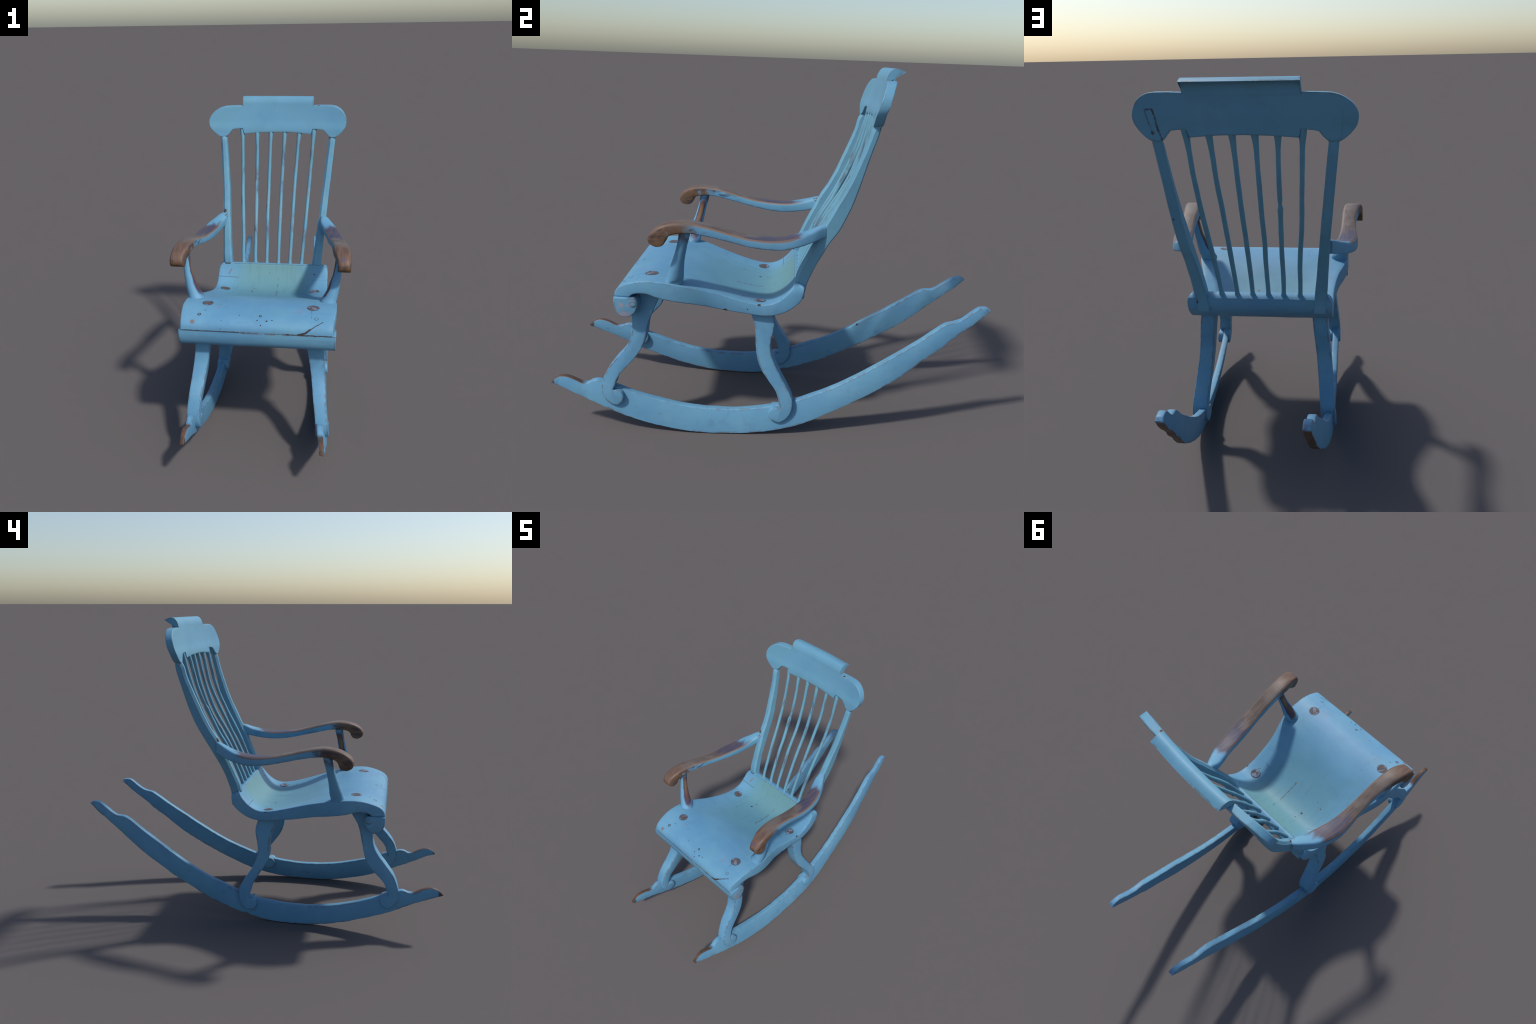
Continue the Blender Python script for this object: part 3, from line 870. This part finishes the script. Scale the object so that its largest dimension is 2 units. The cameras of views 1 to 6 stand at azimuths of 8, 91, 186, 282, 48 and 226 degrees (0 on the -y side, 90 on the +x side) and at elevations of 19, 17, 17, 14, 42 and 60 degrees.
REAR_R = [(-.094, .620), (-.083, .575), (-.073, .550), (-.064, .505), (-.061, .445), (-.050, .373), (-.029, .319), (.004, .270), (.038, .221), (.053, .180),
          (.056, .156), (.064, .138), (.058, .132), (.042, .138), (.022, .133), (.009, .112), (.014, .086), (.034, .071), (.061, .066), (.091, .084), (.112, .117), (.120, .150), (.116, .184),
          (.098, .224), (.068, .279), (.039, .333), (.019, .377), (.008, .421), (.009, .460), (.018, .509), (.022, .547), (.018, .580), (.010, .620)]
REAR_L = [(-.104, .620), (-.094, .574), (-.084, .542), (-.069, .491), (-.062, .435), (-.064, .398), (-.052, .350), (-.017, .287), (.022, .222), (.038, .178), (.043, .155),
          (.052, .134), (.045, .128), (.030, .135), (.012, .128), (.001, .108), (.007, .082), (.028, .066), (.060, .066), (.090, .094), (.105, .136), (.103, .178), (.084, .221),
          (.041, .288), (.008, .360), (.000, .411), (.009, .473), (.016, .529), (.006, .570), (-.004, .620)]


def build_leg(outline, zs, xcs, ws):
    out = [tuple(p) for p in spline(outline, 110)]
    xc = li(zs, xcs); hw = li(zs, ws)
    loops = []
    for u in (-1, 1):
        loops.append([(xc(z) + u * hw(z), y + .0012 * nz((u, y, z), 30, 2), z + .0012 * nz((u, y, z), 30, 7)) for y, z in out])
    V, F = loft(loops)
    return make('leg', V, F, M_LEG, chair, 40, bevel=.010, segs=3)


build_leg(FRONT_R, [.10, .20, .25, .56, .70], [.3335, .330, .326, .285, .268], [.0325, .0320, .029, .037, .039])
build_leg(FRONT_L, [.10, .20, .25, .56, .70], [-.307, -.3055, -.3055, -.2735, -.259], [.034, .034, .0305, .037, .039])
build_leg(REAR_R, [.05, .17, .60, .70], [.302, .297, .258, .249], [.0345, .0345, .032, .032])
build_leg(REAR_L, [.05, .17, .60, .70], [-.304, -.297, -.255, -.246], [.033, .033, .034, .034])

# ------------------------------------------------------------------ rockers
ROCK = {
    1: dict(top=[(-.989, .228), (-.975, .244), (-.948, .260), (-.925, .260), (-.908, .255), (-.886, .245), (-.863, .234), (-.846, .227), (-.828, .227), (-.815, .233), (-.806, .239), (-.782, .243), (-.765, .240),
                 (-.681, .209), (-.625, .187), (-.548, .165), (-.471, .146), (-.368, .125), (-.264, .115), (-.16, .113), (-.077, .120), (.004, .132),
                 (.058, .142), (.127, .163), (.218, .198), (.297, .232), (.376, .273), (.48, .335), (.582, .401), (.684, .468), (.759, .524), (.790, .546),
                 (.808, .555), (.831, .560), (.867, .573), (.900, .597), (.927, .619), (.952, .634), (.972, .635), (.985, .633), (.998, .624)],
            bot=[(-.989, .224), (-.948, .211), (-.881, .180), (-.817, .150), (-.751, .121), (-.700, .098), (-.628, .069), (-.550, .046), (-.472, .027), (-.394, .012),
                 (-.315, .003), (-.237, .0), (-.158, .001), (-.047, .008), (.062, .027), (.149, .050), (.246, .090), (.331, .132), (.437, .188),
                 (.542, .250), (.645, .322), (.715, .383), (.796, .444), (.845, .490), (.910, .538), (.968, .590), (.998, .617)],
            x=smooth_fn([-1, -.78, -.4, .0, .12, .3, .6, .81, 1.0], [.3405, .330, .321, .304, .296, .279, .251, .223, .205]), lean=.16),
    -1: dict(top=[(-1.0, .244), (-.985, .258), (-.969, .269), (-.940, .277), (-.915, .273), (-.894, .266), (-.870, .254), (-.850, .246), (-.836, .243), (-.821, .244), (-.806, .250), (-.791, .255), (-.768, .252),
                  (-.690, .216), (-.625, .192), (-.536, .162), (-.447, .138), (-.355, .121), (-.263, .112), (-.169, .112), (-.075, .120), (.002, .128),
                  (.115, .163), (.187, .193), (.287, .232), (.407, .296), (.487, .347), (.589, .413), (.690, .481), (.772, .537), (.796, .547), (.828, .548), (.855, .559),
                  (.888, .582), (.935, .616), (.952, .622), (.968, .624), (.985, .621), (.996, .614)],
             bot=[(-1.0, .240), (-.985, .234), (-.915, .209), (-.830, .175), (-.745, .133), (-.658, .099), (-.570, .068), (-.480, .040), (-.389, .019), (-.315, .008), (-.233, .002),
                  (-.139, .001), (-.043, .009), (.056, .031), (.122, .047), (.188, .072), (.289, .109), (.390, .165), (.471, .206), (.566, .267), (.662, .329),
                  (.744, .392), (.825, .462), (.892, .518), (.955, .568), (.985, .600), (.996, .609)],
             x=smooth_fn([-1, -.72, .06, .45, .8, 1.0], [-.303, -.313, -.303, -.287, -.267, -.264]), lean=.0),
}
for s, d in ROCK.items():
    ft = smooth_fn(*zip(*d['top'])); fb = smooth_fn(*zip(*d['bot']))
    y0, y1 = d['top'][0][0], d['top'][-1][0]
    ys = y0 + (y1 - y0) * (1 - np.cos(np.linspace(0, math.pi, 40))) / 2
    ys = np.unique(np.round(np.r_[np.linspace(y0, y1, 220), ys], 5))
    loops = []
    for y in ys:
        zt, zb = ft(y), fb(y)
        zt += .0010 * nz((s, y, 0), 25, 1)
        # the sole is ragged from long use
        rag = .0022 * nz((s, y, 0), 45, 5) + .003 * max(0, nz((s, y, 0), 18, 9) - .25)
        zb = zb + rag * (1 if zb > .03 else .3) + (abs(rag) * .2)
        h = max((zt - zb) / 2, .0015); zc = (zt + zb) / 2
        w = float(np.interp(y, [-1, -.9, -.75, .6, .85, 1.0], [.0105, .0135, .0165, .0165, .0155, .014]))
        L = []
        for u, v in round_rect(w, h, [min(.006, h), min(.006, h), min(.0025, h), min(.0025, h)], 3):
            lean = d['lean'] + (.24 * float(np.interp(y, [.1, .6], [1, 0])) if s > 0 else 0)
            xx = d['x'](y) + s * lean * (-v) * (1 if h > .02 else 0) * .5 + u
            L.append((xx, y, zc + v))
        loops.append(L)
    V, F = loft(loops)
    make('rocker', V, F, M_ROCK, chair, 40)

bpy.context.view_layer.update()
lo_z = min((v.co.z for o in SC.objects if o.type == 'MESH' for v in o.data.vertices))
print('LOWEST', lo_z)
